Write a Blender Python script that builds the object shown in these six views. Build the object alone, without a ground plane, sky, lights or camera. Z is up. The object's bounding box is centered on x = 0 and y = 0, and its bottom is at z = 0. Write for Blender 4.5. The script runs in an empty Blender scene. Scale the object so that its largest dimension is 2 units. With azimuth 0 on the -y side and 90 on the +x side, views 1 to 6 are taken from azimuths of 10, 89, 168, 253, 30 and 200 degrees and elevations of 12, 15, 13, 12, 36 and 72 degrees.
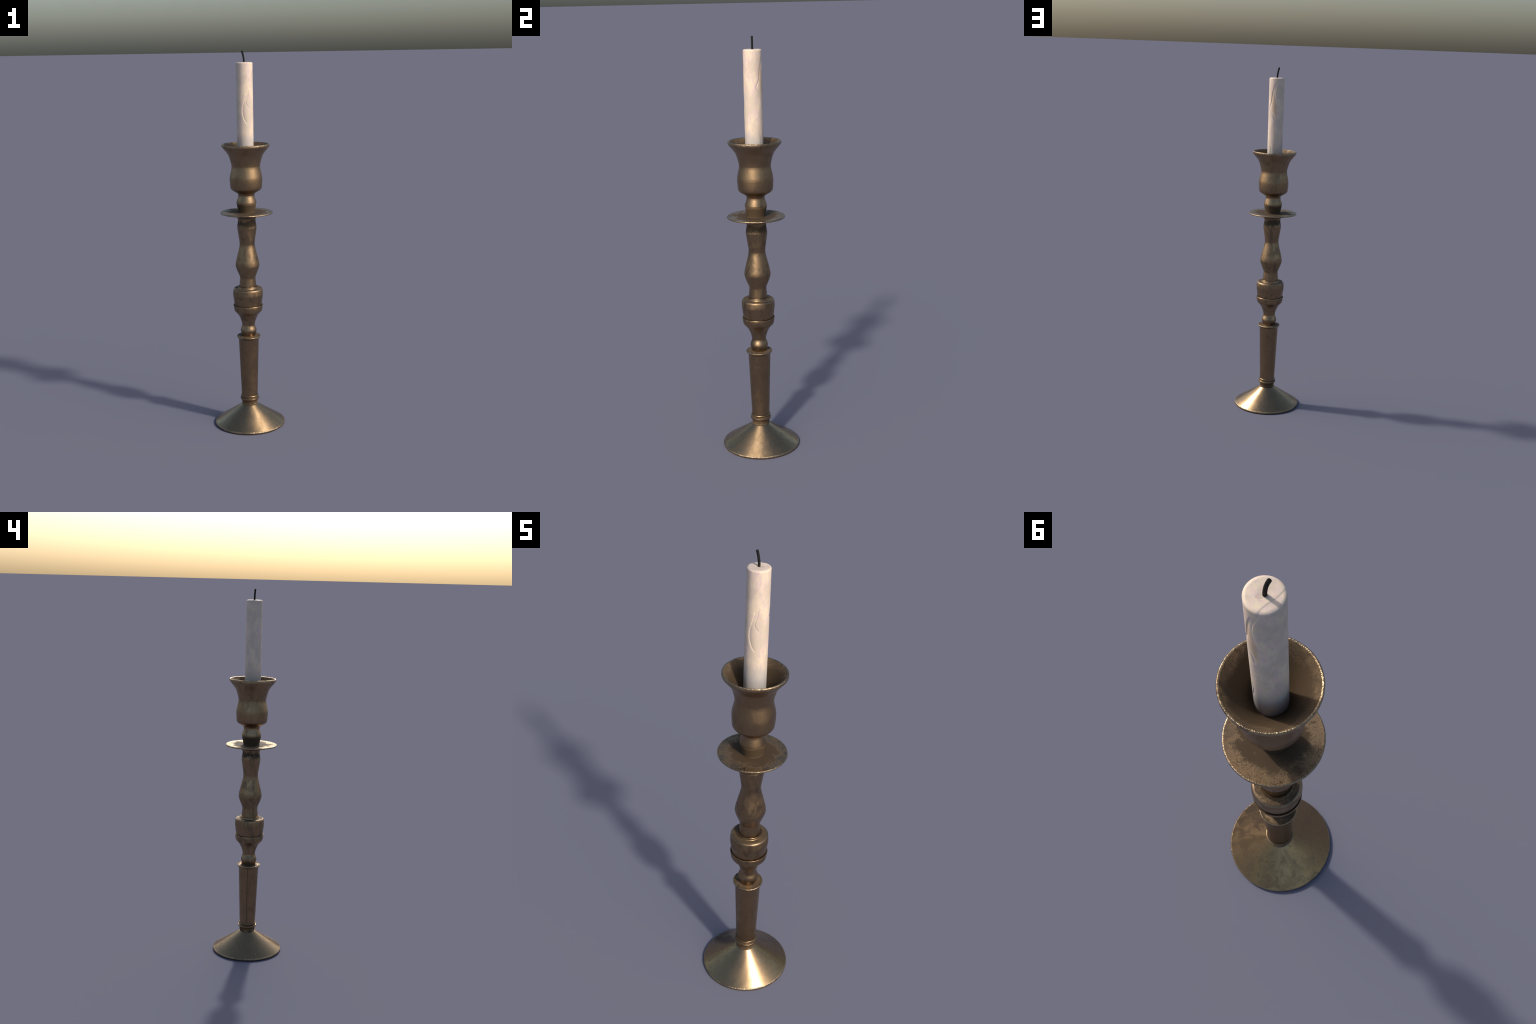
"""Turned brass candlestick with a wax candle.  Everything is lathe work on the z axis:
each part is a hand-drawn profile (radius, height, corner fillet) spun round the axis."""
import bpy, math
import numpy as np
from mathutils import noise, Vector

SCN = bpy.context.scene
TAU = math.tau


# ------------------------------------------------------------------ node helpers
class Nodes:
    """Small wrapper so that materials read as formulas."""

    def __init__(self, name):
        self.mat = bpy.data.materials.new(name)
        self.mat.use_nodes = True
        self.t = self.mat.node_tree
        self.bsdf = self.t.nodes["Principled BSDF"]
        self.obj = self.t.nodes.new("ShaderNodeTexCoord").outputs["Object"]

    def put(self, socket, value):
        if isinstance(value, bpy.types.NodeSocket):
            self.t.links.new(value, socket)
        elif isinstance(value, tuple) and len(value) == 3 and socket.type == "RGBA":
            socket.default_value = (*value, 1)
        else:
            socket.default_value = value

    def math(self, op, a, b=0.0, clamp=False):
        n = self.t.nodes.new("ShaderNodeMath")
        n.operation, n.use_clamp = op, clamp
        self.put(n.inputs[0], a)
        self.put(n.inputs[1], b)
        return n.outputs[0]

    def xyz(self, vec=None):
        n = self.t.nodes.new("ShaderNodeSeparateXYZ")
        self.put(n.inputs[0], vec or self.obj)
        return n.outputs

    def scaled(self, s, offset=(0, 0, 0)):
        n = self.t.nodes.new("ShaderNodeMapping")
        self.put(n.inputs["Vector"], self.obj)
        n.inputs["Scale"].default_value = s
        n.inputs["Location"].default_value = offset
        return n.outputs[0]

    def turned(self, s, r, offset=(0, 0, 0)):
        n = self.t.nodes.new("ShaderNodeMapping")
        self.put(n.inputs["Vector"], self.obj)
        n.inputs["Scale"].default_value, n.inputs["Rotation"].default_value, n.inputs["Location"].default_value = s, r, offset
        return n.outputs[0]

    def noise(self, scale, detail=4.0, rough=0.55, vec=None, distort=0.0):
        n = self.t.nodes.new("ShaderNodeTexNoise")
        self.put(n.inputs["Vector"], vec or self.obj)
        n.inputs["Scale"].default_value = scale
        n.inputs["Detail"].default_value = detail
        n.inputs["Roughness"].default_value = rough
        n.inputs["Distortion"].default_value = distort
        return n.outputs["Fac"]

    def ramp(self, x, lo, hi, smooth=True):
        n = self.t.nodes.new("ShaderNodeMapRange")
        n.interpolation_type = "SMOOTHSTEP" if smooth else "LINEAR"
        self.put(n.inputs["Value"], x)
        n.inputs["From Min"].default_value, n.inputs["From Max"].default_value = lo, hi
        return n.outputs[0]

    def lerp(self, x, a, b):
        n = self.t.nodes.new("ShaderNodeMapRange")
        self.put(n.inputs["Value"], x)
        self.put(n.inputs["To Min"], a)
        self.put(n.inputs["To Max"], b)
        return n.outputs[0]

    def mix(self, fac, a, b):
        n = self.t.nodes.new("ShaderNodeMix")
        n.data_type = "RGBA"
        self.put(n.inputs[0], fac)
        self.put(n.inputs[6], a)
        self.put(n.inputs[7], b)
        return n.outputs[2]

    def bump(self, height, strength, distance, normal=None):
        n = self.t.nodes.new("ShaderNodeBump")
        n.inputs["Strength"].default_value = strength
        n.inputs["Distance"].default_value = distance
        self.put(n.inputs["Height"], height)
        if normal:
            self.put(n.inputs["Normal"], normal)
        return n.outputs[0]

    def radius(self):
        x, y, z = self.xyz()
        return self.math("SQRT", self.math("ADD", self.math("MULTIPLY", x, x), self.math("MULTIPLY", y, y)))

    def angle(self):
        x, y, z = self.xyz()
        return self.math("ARCTAN2", y, x)

    def set(self, name, value):
        self.put(self.bsdf.inputs[name], value)


# ------------------------------------------------------------------ materials
BRASS = (0.322, 0.221, 0.128)
BRASS_TARNISH = 0.90  # of the clean colour
GRIME = (0.066, 0.041, 0.020)
SOOT = (0.028, 0.020, 0.012)


def brass(name, rough=(0.36, 0.47), grime=None, grain=0.10, seam=0.0, soot=None, colour=BRASS, patch=(0, 0, 0), speckle=0.0, streaks=False, pitting=0.55, smears=0.75):
    """Old brass.  grime(nodes) and soot(nodes) return masks, 0 to 1."""
    n = Nodes(name)
    if streaks:
        # wiped down from the stem: patches drawn out along the slope
        c = n.t.nodes.new("ShaderNodeCombineXYZ")
        x, y, z = n.xyz()
        rad = n.math("MAXIMUM", n.radius(), 0.01)
        n.put(c.inputs[0], n.math("DIVIDE", n.math("MULTIPLY", x, 0.16), rad))
        n.put(c.inputs[1], n.math("DIVIDE", n.math("MULTIPLY", y, 0.16), rad))
        n.put(c.inputs[2], n.math("MULTIPLY", rad, 0.9))
        patches = n.ramp(n.noise(30.0, 5.0, 0.6, c.outputs[0], 0.5), 0.38, 0.66)
    else:
        patches = n.ramp(n.noise(19.0, 5.0, 0.62, n.scaled((1, 1, 0.7), patch), 0.8), 0.42, 0.62)
    speck = n.noise(190.0, 3.0, 0.7)
    pits = n.math("MULTIPLY", n.ramp(speck, 0.58, 0.70), n.ramp(n.noise(16.0, 3.0), 0.44, 0.62))
    base = n.mix(patches, colour, tuple(c * BRASS_TARNISH for c in colour))
    base = n.mix(n.math("MULTIPLY", pits, pitting), base, (0.12, 0.085, 0.055))
    # dull smears drawn slantwise across the polish
    smear = n.noise(34.0, 5.0, 0.65, n.turned((1.0, 1.0, 0.55), (0.5, 0.35, 0.0), patch), 0.6)
    smear = n.math("MULTIPLY", n.ramp(smear, 0.48, 0.60), n.ramp(n.noise(9.0, 2.0), 0.34, 0.54))
    base = n.mix(n.math("MULTIPLY", smear, smears), base, (0.175, 0.125, 0.082))
    r = n.math("ADD", n.lerp(patches, rough[0], rough[1]), n.math("MULTIPLY", smear, 0.06))
    r = n.math("ADD", r, n.math("MULTIPLY", n.math("SUBTRACT", speck, 0.5), 0.10))
    r = n.math("ADD", r, n.math("MULTIPLY", pits, 0.14))
    metal = 1.0
    if grime:
        g = grime(n)
        if speckle:
            spots = n.math("MULTIPLY", n.ramp(n.noise(190.0, 4.0, 0.7), 0.46, 0.60), n.ramp(n.noise(24.0, 3.0, 0.6), 0.30, 0.52))
            g = n.math("MAXIMUM", g, n.math("MULTIPLY", spots, speckle))
        base, r, metal = n.mix(g, base, GRIME), n.lerp(g, r, 0.78), n.math("SUBTRACT", 1.0, g)
    if soot:
        s = soot(n)
        base, r = n.mix(s, base, SOOT), n.lerp(s, r, 0.75)
        metal = n.math("MULTIPLY", metal, n.math("SUBTRACT", 1.0, s))
    if seam:
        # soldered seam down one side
        off = n.math("ABSOLUTE", n.math("SUBTRACT", n.angle(), math.radians(157.0)))
        line = n.math("SUBTRACT", 1.0, n.ramp(n.math("ADD", off, n.math("MULTIPLY", n.noise(60.0), 0.05)), 0.03, 0.085))
        base = n.mix(n.math("MULTIPLY", line, seam), base, (0.10, 0.07, 0.045))
    n.set("Base Color", base)
    n.set("Roughness", r)
    n.set("Metallic", metal)
    n.set("Specular IOR Level", 0.3)
    h = n.math("ADD", n.noise(260.0, 2.0, 0.6), n.math("MULTIPLY", n.noise(60.0, 3.0), 0.8))
    n.set("Normal", n.bump(h, grain, 0.004))
    return n.mat


def noisy_edge(n, value, start, end, amount, scale=22.0, fine=90.0):
    """Mask that rises from start to end of value, with a ragged, speckled border."""
    d = n.math("MULTIPLY", n.math("SUBTRACT", n.noise(scale, 4.0, 0.6, None, 0.5), 0.5), amount)
    f = n.math("MULTIPLY", n.math("SUBTRACT", n.noise(fine * 3, 2.0, 0.7), 0.5), amount * 0.5)
    return n.ramp(n.math("ADD", n.math("ADD", value, d), f), start, end)


def grime_pan(n):
    return noisy_edge(n, n.radius(), 0.122, 0.085, 0.130)


def grime_cup_inside(n):
    z = n.xyz()[2]
    return noisy_edge(n, z, 1.560, 1.498, 0.11, 16.0)


def grime_neck(n):
    return noisy_edge(n, n.xyz()[2], 1.224, 1.208, 0.012)


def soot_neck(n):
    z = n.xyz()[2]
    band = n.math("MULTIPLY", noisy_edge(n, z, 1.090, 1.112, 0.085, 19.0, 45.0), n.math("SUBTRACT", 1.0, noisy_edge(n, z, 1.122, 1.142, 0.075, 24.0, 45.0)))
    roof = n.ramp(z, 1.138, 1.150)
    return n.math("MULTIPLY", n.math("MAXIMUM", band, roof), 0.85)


def grime_fill(n):
    return n.math("MULTIPLY", n.ramp(n.noise(40.0, 4.0, 0.6), 0.30, 0.55), 0.9)


M_FOOT = brass("bright_brass", (0.22, 0.33), grain=0.04, colour=(0.350, 0.243, 0.136), streaks=True, pitting=0.8, smears=0.35)
M_STEM = brass("aged_brass", (0.30, 0.46), grain=0.06)
M_SHAFT = brass("aged_brass_seamed", (0.30, 0.42), grain=0.06, seam=0.6, smears=0.35)
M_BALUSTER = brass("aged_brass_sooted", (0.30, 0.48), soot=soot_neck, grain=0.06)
M_CUP = brass("aged_brass_cup", (0.33, 0.42), grain=0.08, seam=0.12, smears=0.45)
M_CUPIN = brass("grimy_brass_cup_inside", (0.42, 0.52), grime=grime_cup_inside, speckle=0.7)
M_NECK = brass("aged_brass_neck", (0.33, 0.44), grime=grime_neck, grain=0.06)
M_PAN = brass("grimy_brass_pan", (0.30, 0.42), grime=grime_pan, speckle=0.8)
M_LIP = brass("worn_brass_edge", (0.27, 0.40), grain=0.55, colour=(0.40, 0.29, 0.175))
M_DISH = brass("grime_in_hollows", (0.4, 0.5), grime=grime_fill)


def wax():
    n = Nodes("aged_ivory_wax")
    streak = n.scaled((1, 1, 0.38))
    a = n.ramp(n.noise(62.0, 4.0, 0.62, streak, 0.4), 0.40, 0.64)
    b = n.ramp(n.noise(80.0, 4.0, 0.65, n.scaled((1, 1, 0.45), (2.3, 1.1, 0.7)), 0.6), 0.46, 0.66)
    c = n.ramp(n.noise(105.0, 3.0, 0.6, n.scaled((1, 1, 0.75), (5.1, 3.7, 0.2))), 0.55, 0.74)
    d = n.ramp(n.noise(20.0, 4.0, 0.6, n.scaled((1, 1, 0.6), (1.7, 8.2, 4.0))), 0.40, 0.64)
    col = n.mix(a, (0.800, 0.640, 0.490), (0.720, 0.545, 0.510))
    col = n.mix(n.math("MULTIPLY", b, 0.75), col, (0.830, 0.690, 0.475))
    col = n.mix(n.math("MULTIPLY", d, 0.70), col, (0.610, 0.510, 0.400))
    col = n.mix(n.math("MULTIPLY", c, 0.70), col, (0.800, 0.490, 0.380))
    z = n.xyz()[2]
    # tan stain lying in the long run of wax
    across = n.math("DIVIDE", n.math("SUBTRACT", n.angle(), n.math("ADD", 0.98, n.math("MULTIPLY", n.math("SUBTRACT", 1.80, z), 4.2))), 0.42)
    along = n.math("DIVIDE", n.math("SUBTRACT", z, 1.795), 0.085)
    far = n.math("ADD", n.math("MULTIPLY", across, across), n.math("MULTIPLY", along, along))
    stain = n.ramp(n.math("ADD", far, n.math("MULTIPLY", n.noise(50.0, 3.0), 0.8)), 1.45, 0.55)
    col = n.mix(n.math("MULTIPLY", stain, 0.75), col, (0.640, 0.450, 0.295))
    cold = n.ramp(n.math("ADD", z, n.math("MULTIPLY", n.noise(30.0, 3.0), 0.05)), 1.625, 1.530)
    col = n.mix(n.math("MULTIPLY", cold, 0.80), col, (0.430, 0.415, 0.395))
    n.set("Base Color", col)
    n.set("Roughness", 0.55)
    n.set("Specular IOR Level", 0.3)
    n.set("Normal", n.bump(n.noise(40.0, 4.0, 0.6, streak), 0.12, 0.004))
    return n.mat


def charred():
    n = Nodes("charred_wick")
    col = n.mix(n.ramp(n.noise(180.0, 3.0), 0.4, 0.65), (0.006, 0.0055, 0.004), (0.014, 0.0125, 0.009))
    n.set("Base Color", col)
    n.set("Roughness", 0.8)
    n.set("Specular IOR Level", 0.25)
    n.set("Normal", n.bump(n.noise(400.0, 2.0), 0.3, 0.002))
    return n.mat


# ------------------------------------------------------------------ lathe
def rounded(profile):
    """Profile of (radius, height, cut): break each corner with a chamfer of that size.
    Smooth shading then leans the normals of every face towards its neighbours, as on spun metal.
    Also returns the number of the corner that each point comes from."""
    pts = [np.array(p[:2], float) for p in profile]
    cut = [(p[2] if len(p) > 2 else 0.0) for p in profile]
    out, corner = [], []
    for i, p in enumerate(pts):
        if i in (0, len(pts) - 1) or cut[i] <= 0:
            out.append(p)
            corner.append(i)
            continue
        a, b = pts[i - 1] - p, pts[i + 1] - p
        la, lb = np.linalg.norm(a), np.linalg.norm(b)
        out += [p + a / la * min(cut[i], la * 0.48), p + b / lb * min(cut[i], lb * 0.48)]
        corner += [i, i]
    return out, corner


def lathe(name, profile, materials, zones=None, segments=128, parent=None, wobble=None, grow=0.0):
    """Spin a profile.  zones(radius, height, corner) picks the material slot of a face."""
    pts, corner = rounded([(p[0] + grow if p[0] > 0.03 else p[0], *p[1:]) for p in profile])
    verts, faces, ring = [], [], []
    for r, z in pts:
        if r < 1e-6:
            ring.append([len(verts)])
            verts.append((0, 0, z))
            continue
        row = []
        for k in range(segments):
            a = TAU * k / segments
            rr, zz = wobble(r, z, a) if wobble else (r, z)
            row.append(len(verts))
            verts.append((rr * math.cos(a), rr * math.sin(a), zz))
        ring.append(row)
    slots = []
    for i in range(len(ring) - 1):
        lo, hi = ring[i], ring[i + 1]
        mid = (pts[i] + pts[i + 1]) / 2
        slot = zones(mid[0], mid[1], corner[i]) if zones else 0
        for k in range(segments):
            j = (k + 1) % segments
            if len(lo) == 1:
                f = (lo[0], hi[j], hi[k])
            elif len(hi) == 1:
                f = (lo[k], lo[j], hi[0])
            else:
                f = (lo[k], lo[j], hi[j], hi[k])
            faces.append(f)
            slots.append(slot)
    me = bpy.data.meshes.new(name)
    me.from_pydata(verts, [], faces)
    for m in materials:
        me.materials.append(m)
    me.polygons.foreach_set("material_index", slots)
    me.polygons.foreach_set("use_smooth", [True] * len(faces))
    me.set_sharp_from_angle(angle=math.radians(58))
    me.update()
    ob = bpy.data.objects.new(name, me)
    SCN.collection.objects.link(ob)
    ob.parent = parent
    return ob


def thing(name, label, category, z=0.0):
    e = bpy.data.objects.new(name, None)
    e.empty_display_size = 0.1
    SCN.collection.objects.link(e)
    e["label"], e["category"] = label, category
    return e


# ------------------------------------------------------------------ candlestick
stick = thing("candlestick", "tall turned aged brass candlestick with drip pan", "candlestick")

foot = lathe("foot", [
    (0, 0.0), (0.1875, 0.0, 0.001), (0.1900, 0.0022, 0.001), (0.1900, 0.0066), (0.1897, 0.0086, 0.0010), (0.1878, 0.0106, 0.0010), (0.1862, 0.0119, 0.0006),
    (0.1150, 0.0566, 0.05), (0.0480, 0.1035, 0.004), (0.0440, 0.1090, 0.003), (0, 0.1090)],
    [M_FOOT, M_LIP], lambda r, z, c: 1 if r > 0.1868 else 0, 160, stick)



def tilted_shading_normals(ob, tilt):
    """Shading bent off the true cone to place the sun streak and ground reflection:
    give the slope normals that lean outward instead of its flat cone ones."""
    me = ob.data
    normals = []
    for v in me.vertices:
        r = math.hypot(v.co.x, v.co.y)
        if 0.0455 < r < 0.1868 and v.co.z > 0.0112:
            a = math.atan2(v.co.y, v.co.x)
            normals.append((math.sin(tilt) * math.cos(a), math.sin(tilt) * math.sin(a), math.cos(tilt)))
        else:
            normals.append(tuple(v.normal))
    me.normals_split_custom_set_from_vertices(normals)


tilted_shading_normals(foot, math.radians(47))

lathe("collar", [
    (0, 0.104), (0.0422, 0.104), (0.0424, 0.1150, 0.0015), (0.0416, 0.1158, 0.0010), (0.0424, 0.1166, 0.0015),
    (0.0424, 0.1300, 0.003), (0.0500, 0.1355, 0.003), (0.0520, 0.1420, 0.003), (0.0500, 0.1462, 0.002), (0.0452, 0.1450, 0.002),
    (0.0440, 0.1492, 0.002), (0.0468, 0.1545, 0.002), (0.0466, 0.1608, 0.002), (0.0435, 0.1600, 0.001), (0.0425, 0.1585), (0, 0.1585)],
    [M_STEM, M_DISH], lambda r, z, c: 0 if c in (6, 7, 8, 11, 12) else 1, 128, stick)

lathe("shaft", [
    (0, 0.150), (0.0430, 0.150), (0.0434, 0.165, 0.004), (0.0541, 0.480, 0.002), (0.0560, 0.4835, 0.002),
    (0.0620, 0.4880, 0.003), (0.0642, 0.4930, 0.003), (0.0632, 0.4965, 0.002), (0.0590, 0.4968, 0.003),
    (0.0560, 0.4950, 0.004), (0.0360, 0.4985, 0.004), (0, 0.4985)],
    [M_SHAFT, M_LIP, M_DISH], lambda r, z, c: 1 if 5 <= c <= 7 else (2 if c >= 8 else 0), 128, stick)

lathe("vase_stem", [
    (0, 0.474), (0.0350, 0.474), (0.0362, 0.490, 0.005), (0.0384, 0.5090, 0.006), (0.0424, 0.5200, 0.006), (0.0430, 0.5345, 0.007),
    (0.0336, 0.5520, 0.006), (0.0338, 0.5630, 0.008), (0.0412, 0.5925, 0.012), (0.0560, 0.6190, 0.006), (0.0728, 0.6360, 0.004),
    (0.0745, 0.6410, 0.003), (0.0786, 0.6690, 0.0012), (0.0764, 0.6705, 0.0010), (0.0745, 0.6660, 0.002), (0.0600, 0.6640), (0, 0.6640)],
    [M_STEM, M_DISH], lambda r, z, c: 1 if c >= 13 else 0, 128, stick, None, 0.0003)

lathe("knop", [
    (0, 0.655), (0.0715, 0.655), (0.0728, 0.6720, 0.004), (0.0798, 0.7240, 0.006), (0.0797, 0.7340, 0.006), (0.0785, 0.7490), (0.0776, 0.7568, 0.0012),
    (0.0735, 0.7600, 0.001), (0.0685, 0.7628, 0.002), (0.0560, 0.7608, 0.003), (0.0510, 0.7618, 0.001), (0.0505, 0.7685), (0.0503, 0.7708, 0.0008),
    (0.0490, 0.7716, 0.0006), (0.0480, 0.7690, 0.001), (0.0440, 0.7670), (0, 0.7670)],
    [M_STEM, M_DISH], lambda r, z, c: 1 if c in (8, 9) or c >= 14 else 0, 128, stick, None, 0.0003)

lathe("baluster", [
    (0, 0.755), (0.0446, 0.755), (0.0446, 0.7760, 0.005), (0.0408, 0.8150, 0.006), (0.0410, 0.8225, 0.004), (0.0626, 0.8760, 0.012),
    (0.0642, 0.8930, 0.014), (0.0404, 0.9880, 0.010), (0.0390, 1.0060, 0.010), (0.0508, 1.0860, 0.006), (0.0512, 1.1000, 0.010),
    (0.0460, 1.1180, 0.008), (0.0458, 1.1320, 0.006), (0.0490, 1.1440, 0.006), (0.0620, 1.1580, 0.005), (0.0620, 1.1645), (0, 1.1645)],
    [M_BALUSTER], None, 128, stick, None, 0.0003)

lathe("drip_pan", [
    (0, 1.1590), (0.0900, 1.1610), (0.1345, 1.1643, 0.003), (0.1377, 1.1663, 0.002), (0.1382, 1.1704, 0.002), (0.1360, 1.1734, 0.002),
    (0.1310, 1.1728, 0.004), (0.0900, 1.1714, 0.02), (0.0450, 1.1700), (0, 1.1700)],
    [M_PAN, M_LIP], lambda r, z, c: 1 if r > 0.1350 else 0, 160, stick)

lathe("neck", [
    (0, 1.1600), (0.0470, 1.1600), (0.0450, 1.1690, 0.002), (0.0424, 1.1730, 0.004), (0.0512, 1.2150, 0.003), (0.0528, 1.2240, 0.004),
    (0.0418, 1.2560, 0.006), (0.0420, 1.2660, 0.006), (0.0490, 1.2755, 0.004), (0, 1.2755)],
    [M_NECK], None, 128, stick, None, 0.0003)


def chewed_rim(r, z, a):
    """The lip of the cup is knocked about a little."""
    if r > 0.112 and z > 1.517:
        v = noise.noise(Vector((math.cos(a) * 4, math.sin(a) * 4, 3.0))) * 0.0007
        v += noise.noise(Vector((math.cos(a) * 22, math.sin(a) * 22, 8.0))) * 0.0006
        return r + v * 0.6, z + v
    return r, z


lathe("cup", [
    (0, 1.2735), (0.0488, 1.2738, 0.002), (0.0715, 1.2875), (0.0775, 1.2920, 0.0012), (0.0818, 1.2990, 0.0020), (0.0829, 1.3090), (0.0857, 1.3540, 0.010), (0.0738, 1.4060, 0.009),
    (0.0741, 1.4200, 0.009), (0.0862, 1.4660, 0.012), (0.0950, 1.4810, 0.010), (0.1238, 1.5152, 0.0012), (0.1253, 1.5230, 0.003), (0.1243, 1.5282, 0.002),
    (0.1195, 1.5292, 0.002), (0.1165, 1.5255, 0.002), (0.0840, 1.4860, 0.02), (0.0600, 1.4545, 0.02), (0.0420, 1.4305, 0.006), (0, 1.4305)],
    [M_CUP, M_LIP, M_CUPIN], lambda r, z, c: 1 if 11 <= c <= 14 else (2 if c >= 15 else 0), 256, stick, chewed_rim, 0.0003)

# ------------------------------------------------------------------ candle
candle = thing("candle", "slim ivory wax candle with charred bent wick", "candle")
R, TOP, BOTTOM = 0.0428, 1.9430, 1.4290


def curve(points, rounds=3):
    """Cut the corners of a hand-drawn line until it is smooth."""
    p = np.array(points, float)
    for _ in range(rounds):
        a, b = p[:-1] * 0.75 + p[1:] * 0.25, p[:-1] * 0.25 + p[1:] * 0.75
        p = np.vstack([p[:1], np.stack([a, b], 1).reshape(-1, 2), p[-1:]])
    return p


def ledge(p, line, depth, width, reach, side):
    """A step down on one side of a line, steep at the line and fading out over reach."""
    best, sign, where = np.full(len(p), 1e9), np.ones(len(p)), np.zeros(len(p))
    n = len(line) - 1
    for i in range(n):
        a, ab = line[i], line[i + 1] - line[i]
        ap = p - a
        t = np.clip((ap @ ab) / (ab @ ab), 0, 1)
        d = np.linalg.norm(ap - t[:, None] * ab, axis=1)
        near = d < best
        best = np.where(near, d, best)
        sign = np.where(near, np.sign(ab[0] * ap[:, 1] - ab[1] * ap[:, 0]), sign)
        where = np.where(near, (i + t) / n, where)
    sd = best * sign * side
    step = np.clip(sd / width + 0.5, 0, 1)
    ends = np.clip(np.minimum(where, 1 - where) / 0.22, 0, 1)
    return depth * step * step * (3 - 2 * step) * np.exp(-np.maximum(sd, 0) / reach) * ends * (2 - ends)


# edges of the hollows where the wax has run, on the unrolled side: (degrees, height)
RUNS = [  # line, depth, width, reach, side that is sunk
    ([(64, 1.912), (48, 1.872), (40, 1.838), (36.5, 1.806), (22, 1.788), (14, 1.768), (34, 1.751), (56, 1.734), (66, 1.705)], 0.0027, 0.0044, 0.0075, 1),
    ([(99, 1.940), (81, 1.903), (70, 1.880), (67, 1.844), (76, 1.812)], 0.0012, 0.0034, 0.0055, -1),
    ([(-70, 1.795), (-77, 1.765), (-89, 1.738), (-97, 1.717), (-99, 1.690), (-92, 1.667), (-80, 1.645), (-64, 1.632)], 0.0022, 0.0036, 0.0100, 1),
    ([(-51, 1.805), (-53, 1.775), (-63, 1.754), (-69, 1.738), (-60, 1.727), (-48, 1.714)], 0.0017, 0.0036, 0.0060, -1),
    ([(26, 1.577), (38, 1.560), (43.5, 1.543), (39.5, 1.522), (34, 1.502)], 0.0018, 0.0032, 0.0060, 1),
    ([(155, 1.952), (163, 1.927), (173, 1.910), (198, 1.896), (222, 1.905)], 0.0006, 0.0022, 0.0100, 1),
]
RUNS = [(curve([(math.radians(d) * R, h) for d, h in line]), *rest) for line, *rest in RUNS]
# and across the top: (x, y)
TOP_EDGES = [
    ([(0.0012, 0.0500), (0.0004, 0.0400), (-0.0034, 0.0300), (-0.0147, 0.0121), (-0.0237, 0.0017), (-0.0345, -0.0240), (-0.041, -0.038)], 0.0009, 0.0040, 0.0300, -1),
    ([(0.0150, 0.0128), (0.0090, 0.0140), (0.0047, 0.0134), (-0.0009, 0.0094), (-0.0030, 0.0050)], 0.0006, 0.0016, 0.0050, 1),
]
TOP_EDGES = [(curve(line), *rest) for line, *rest in TOP_EDGES]


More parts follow.
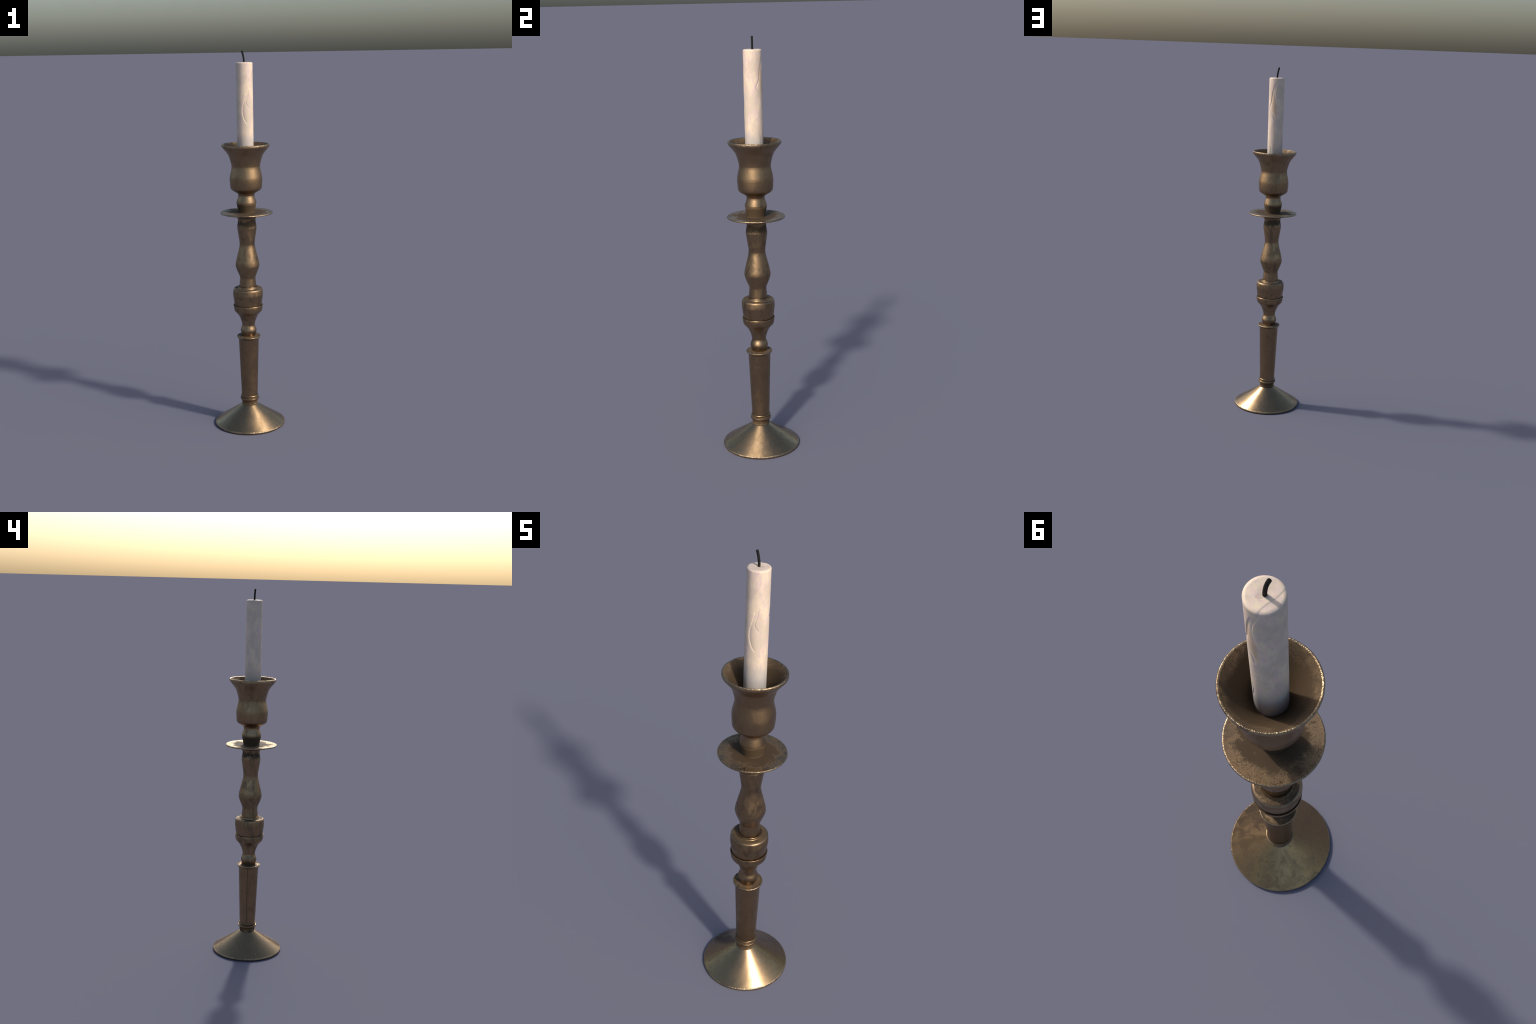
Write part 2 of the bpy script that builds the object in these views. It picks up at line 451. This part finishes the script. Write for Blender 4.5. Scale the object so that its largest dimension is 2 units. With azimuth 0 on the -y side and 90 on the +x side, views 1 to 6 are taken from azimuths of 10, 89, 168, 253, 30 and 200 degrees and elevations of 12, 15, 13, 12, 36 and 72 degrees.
def build_wax():
    seg = 240
    heights = list(np.linspace(BOTTOM, TOP - 0.0066, 300))
    rows = [(R * 0.90, BOTTOM - 0.0035), (R * 0.97, BOTTOM - 0.0015)] + [(R, h) for h in heights]
    rows += [(R - 0.0088 * (1 - math.cos(q)), TOP - 0.0066 + 0.0062 * math.sin(q)) for q in (0.15, 0.35, 0.55, 0.75, 0.95, 1.15, 1.35, 1.5)]
    crown = [(R - 0.0090 - (R - 0.0090) * (k / 34), TOP - 0.0004) for k in range(34)]
    rows += crown
    ang = np.arange(seg) * TAU / seg
    verts = [(0, 0, BOTTOM - 0.0035)]
    for r, z in rows:
        x, y = np.cos(ang), np.sin(ang)
        rr, zz = np.full(seg, r), np.full(seg, z)
        deg = np.degrees(ang)
        if z < TOP - 0.0015:
            cut = np.zeros(seg)
            for line, depth, width, reach, side in RUNS:
                for turn in (-360, 0):
                    flat = np.stack([np.radians(deg + turn) * R, zz], 1)
                    cut += ledge(flat, line, depth, width, reach, side)
            lump = np.array([noise.noise(Vector((a * 34, b * 34, z * 9))) + 0.5 * noise.noise(Vector((a * 80, b * 80, z * 26 + 5))) for a, b in zip(x * R, y * R)])
            rr = rr - cut * min(1.0, r / R) + lump * 0.00018
        flat = np.stack([x * rr, y * rr], 1)
        if z > TOP - 0.0066:
            zz = zz - ledge(flat, *TOP_EDGES[0])
        if z > TOP - 0.0005:
            bowl = np.clip(1 - rr / 0.020, 0, 1)
            zz = zz - 0.0012 * bowl * bowl * (3 - 2 * bowl) - ledge(flat, *TOP_EDGES[1])
            zz = zz + np.array([noise.noise(Vector((a * 70, b * 70, 1.5))) for a, b in flat]) * 0.0003 * min(1.0, r / 0.01)
        lean = 0.0004 * (zz - 1.68) / 0.25  # the candle does not stand quite true
        verts += list(zip((x * rr + lean).tolist(), (y * rr).tolist(), zz.tolist()))
    n = len(rows)
    verts.append((0, 0, TOP - 0.0030))
    idx = lambda i, k: 1 + i * seg + k % seg
    faces = [(0, idx(0, k + 1), idx(0, k)) for k in range(seg)]
    faces += [(idx(i, k), idx(i, k + 1), idx(i + 1, k + 1), idx(i + 1, k)) for i in range(n - 1) for k in range(seg)]
    faces += [(idx(n - 1, k), idx(n - 1, k + 1), len(verts) - 1) for k in range(seg)]
    me = bpy.data.meshes.new("wax_body")
    me.from_pydata(verts, [], faces)
    me.polygons.foreach_set("use_smooth", [True] * len(faces))
    me.materials.append(wax())
    ob = bpy.data.objects.new("wax_body", me)
    SCN.collection.objects.link(ob)
    ob.parent = candle


def build_wick():
    """A bent tube: swept circle along a bowed centre line."""
    wr, seg, steps = 0.0047, 20, 26
    base, bend, tip = Vector((-0.0003, 0.0004, 1.930)), Vector((0.0010, 0.0006, 1.968)), Vector((-0.0105, 0.0002, 1.9987))
    centre = lambda t: (1 - t) ** 2 * base + 2 * t * (1 - t) * bend + t * t * tip
    slope = lambda t: (2 * (1 - t) * (bend - base) + 2 * t * (tip - bend)).normalized()
    side = Vector((0, 1, 0))
    rings = [(i / steps, wr) for i in range(steps + 1)] + [(1.0, wr * 0.86)]
    verts = []
    for n_, (t, r) in enumerate(rings):
        d, c = slope(t), centre(t)
        if n_ == len(rings) - 1:
            c = c + d * 0.0004
        u = side
        w = d.cross(u).normalized()
        for k in range(seg):
            a = TAU * k / seg
            rr = r * (1 + 0.03 * math.sin(3 * a + t * 40))
            verts.append(c + (u * math.cos(a) + w * math.sin(a)) * rr)
    faces = [(i * seg + k, i * seg + (k + 1) % seg, (i + 1) * seg + (k + 1) % seg, (i + 1) * seg + k) for i in range(len(rings) - 1) for k in range(seg)]
    last = (len(rings) - 1) * seg
    faces.append(tuple(last + k for k in range(seg)))
    faces.append(tuple(seg - 1 - k for k in range(seg)))
    me = bpy.data.meshes.new("wick")
    me.from_pydata(verts, [], faces)
    me.polygons.foreach_set("use_smooth", [True] * len(faces))
    me.set_sharp_from_angle(angle=math.radians(50))
    me.materials.append(charred())
    ob = bpy.data.objects.new("wick", me)
    SCN.collection.objects.link(ob)
    ob.parent = candle


build_wax()
build_wick()
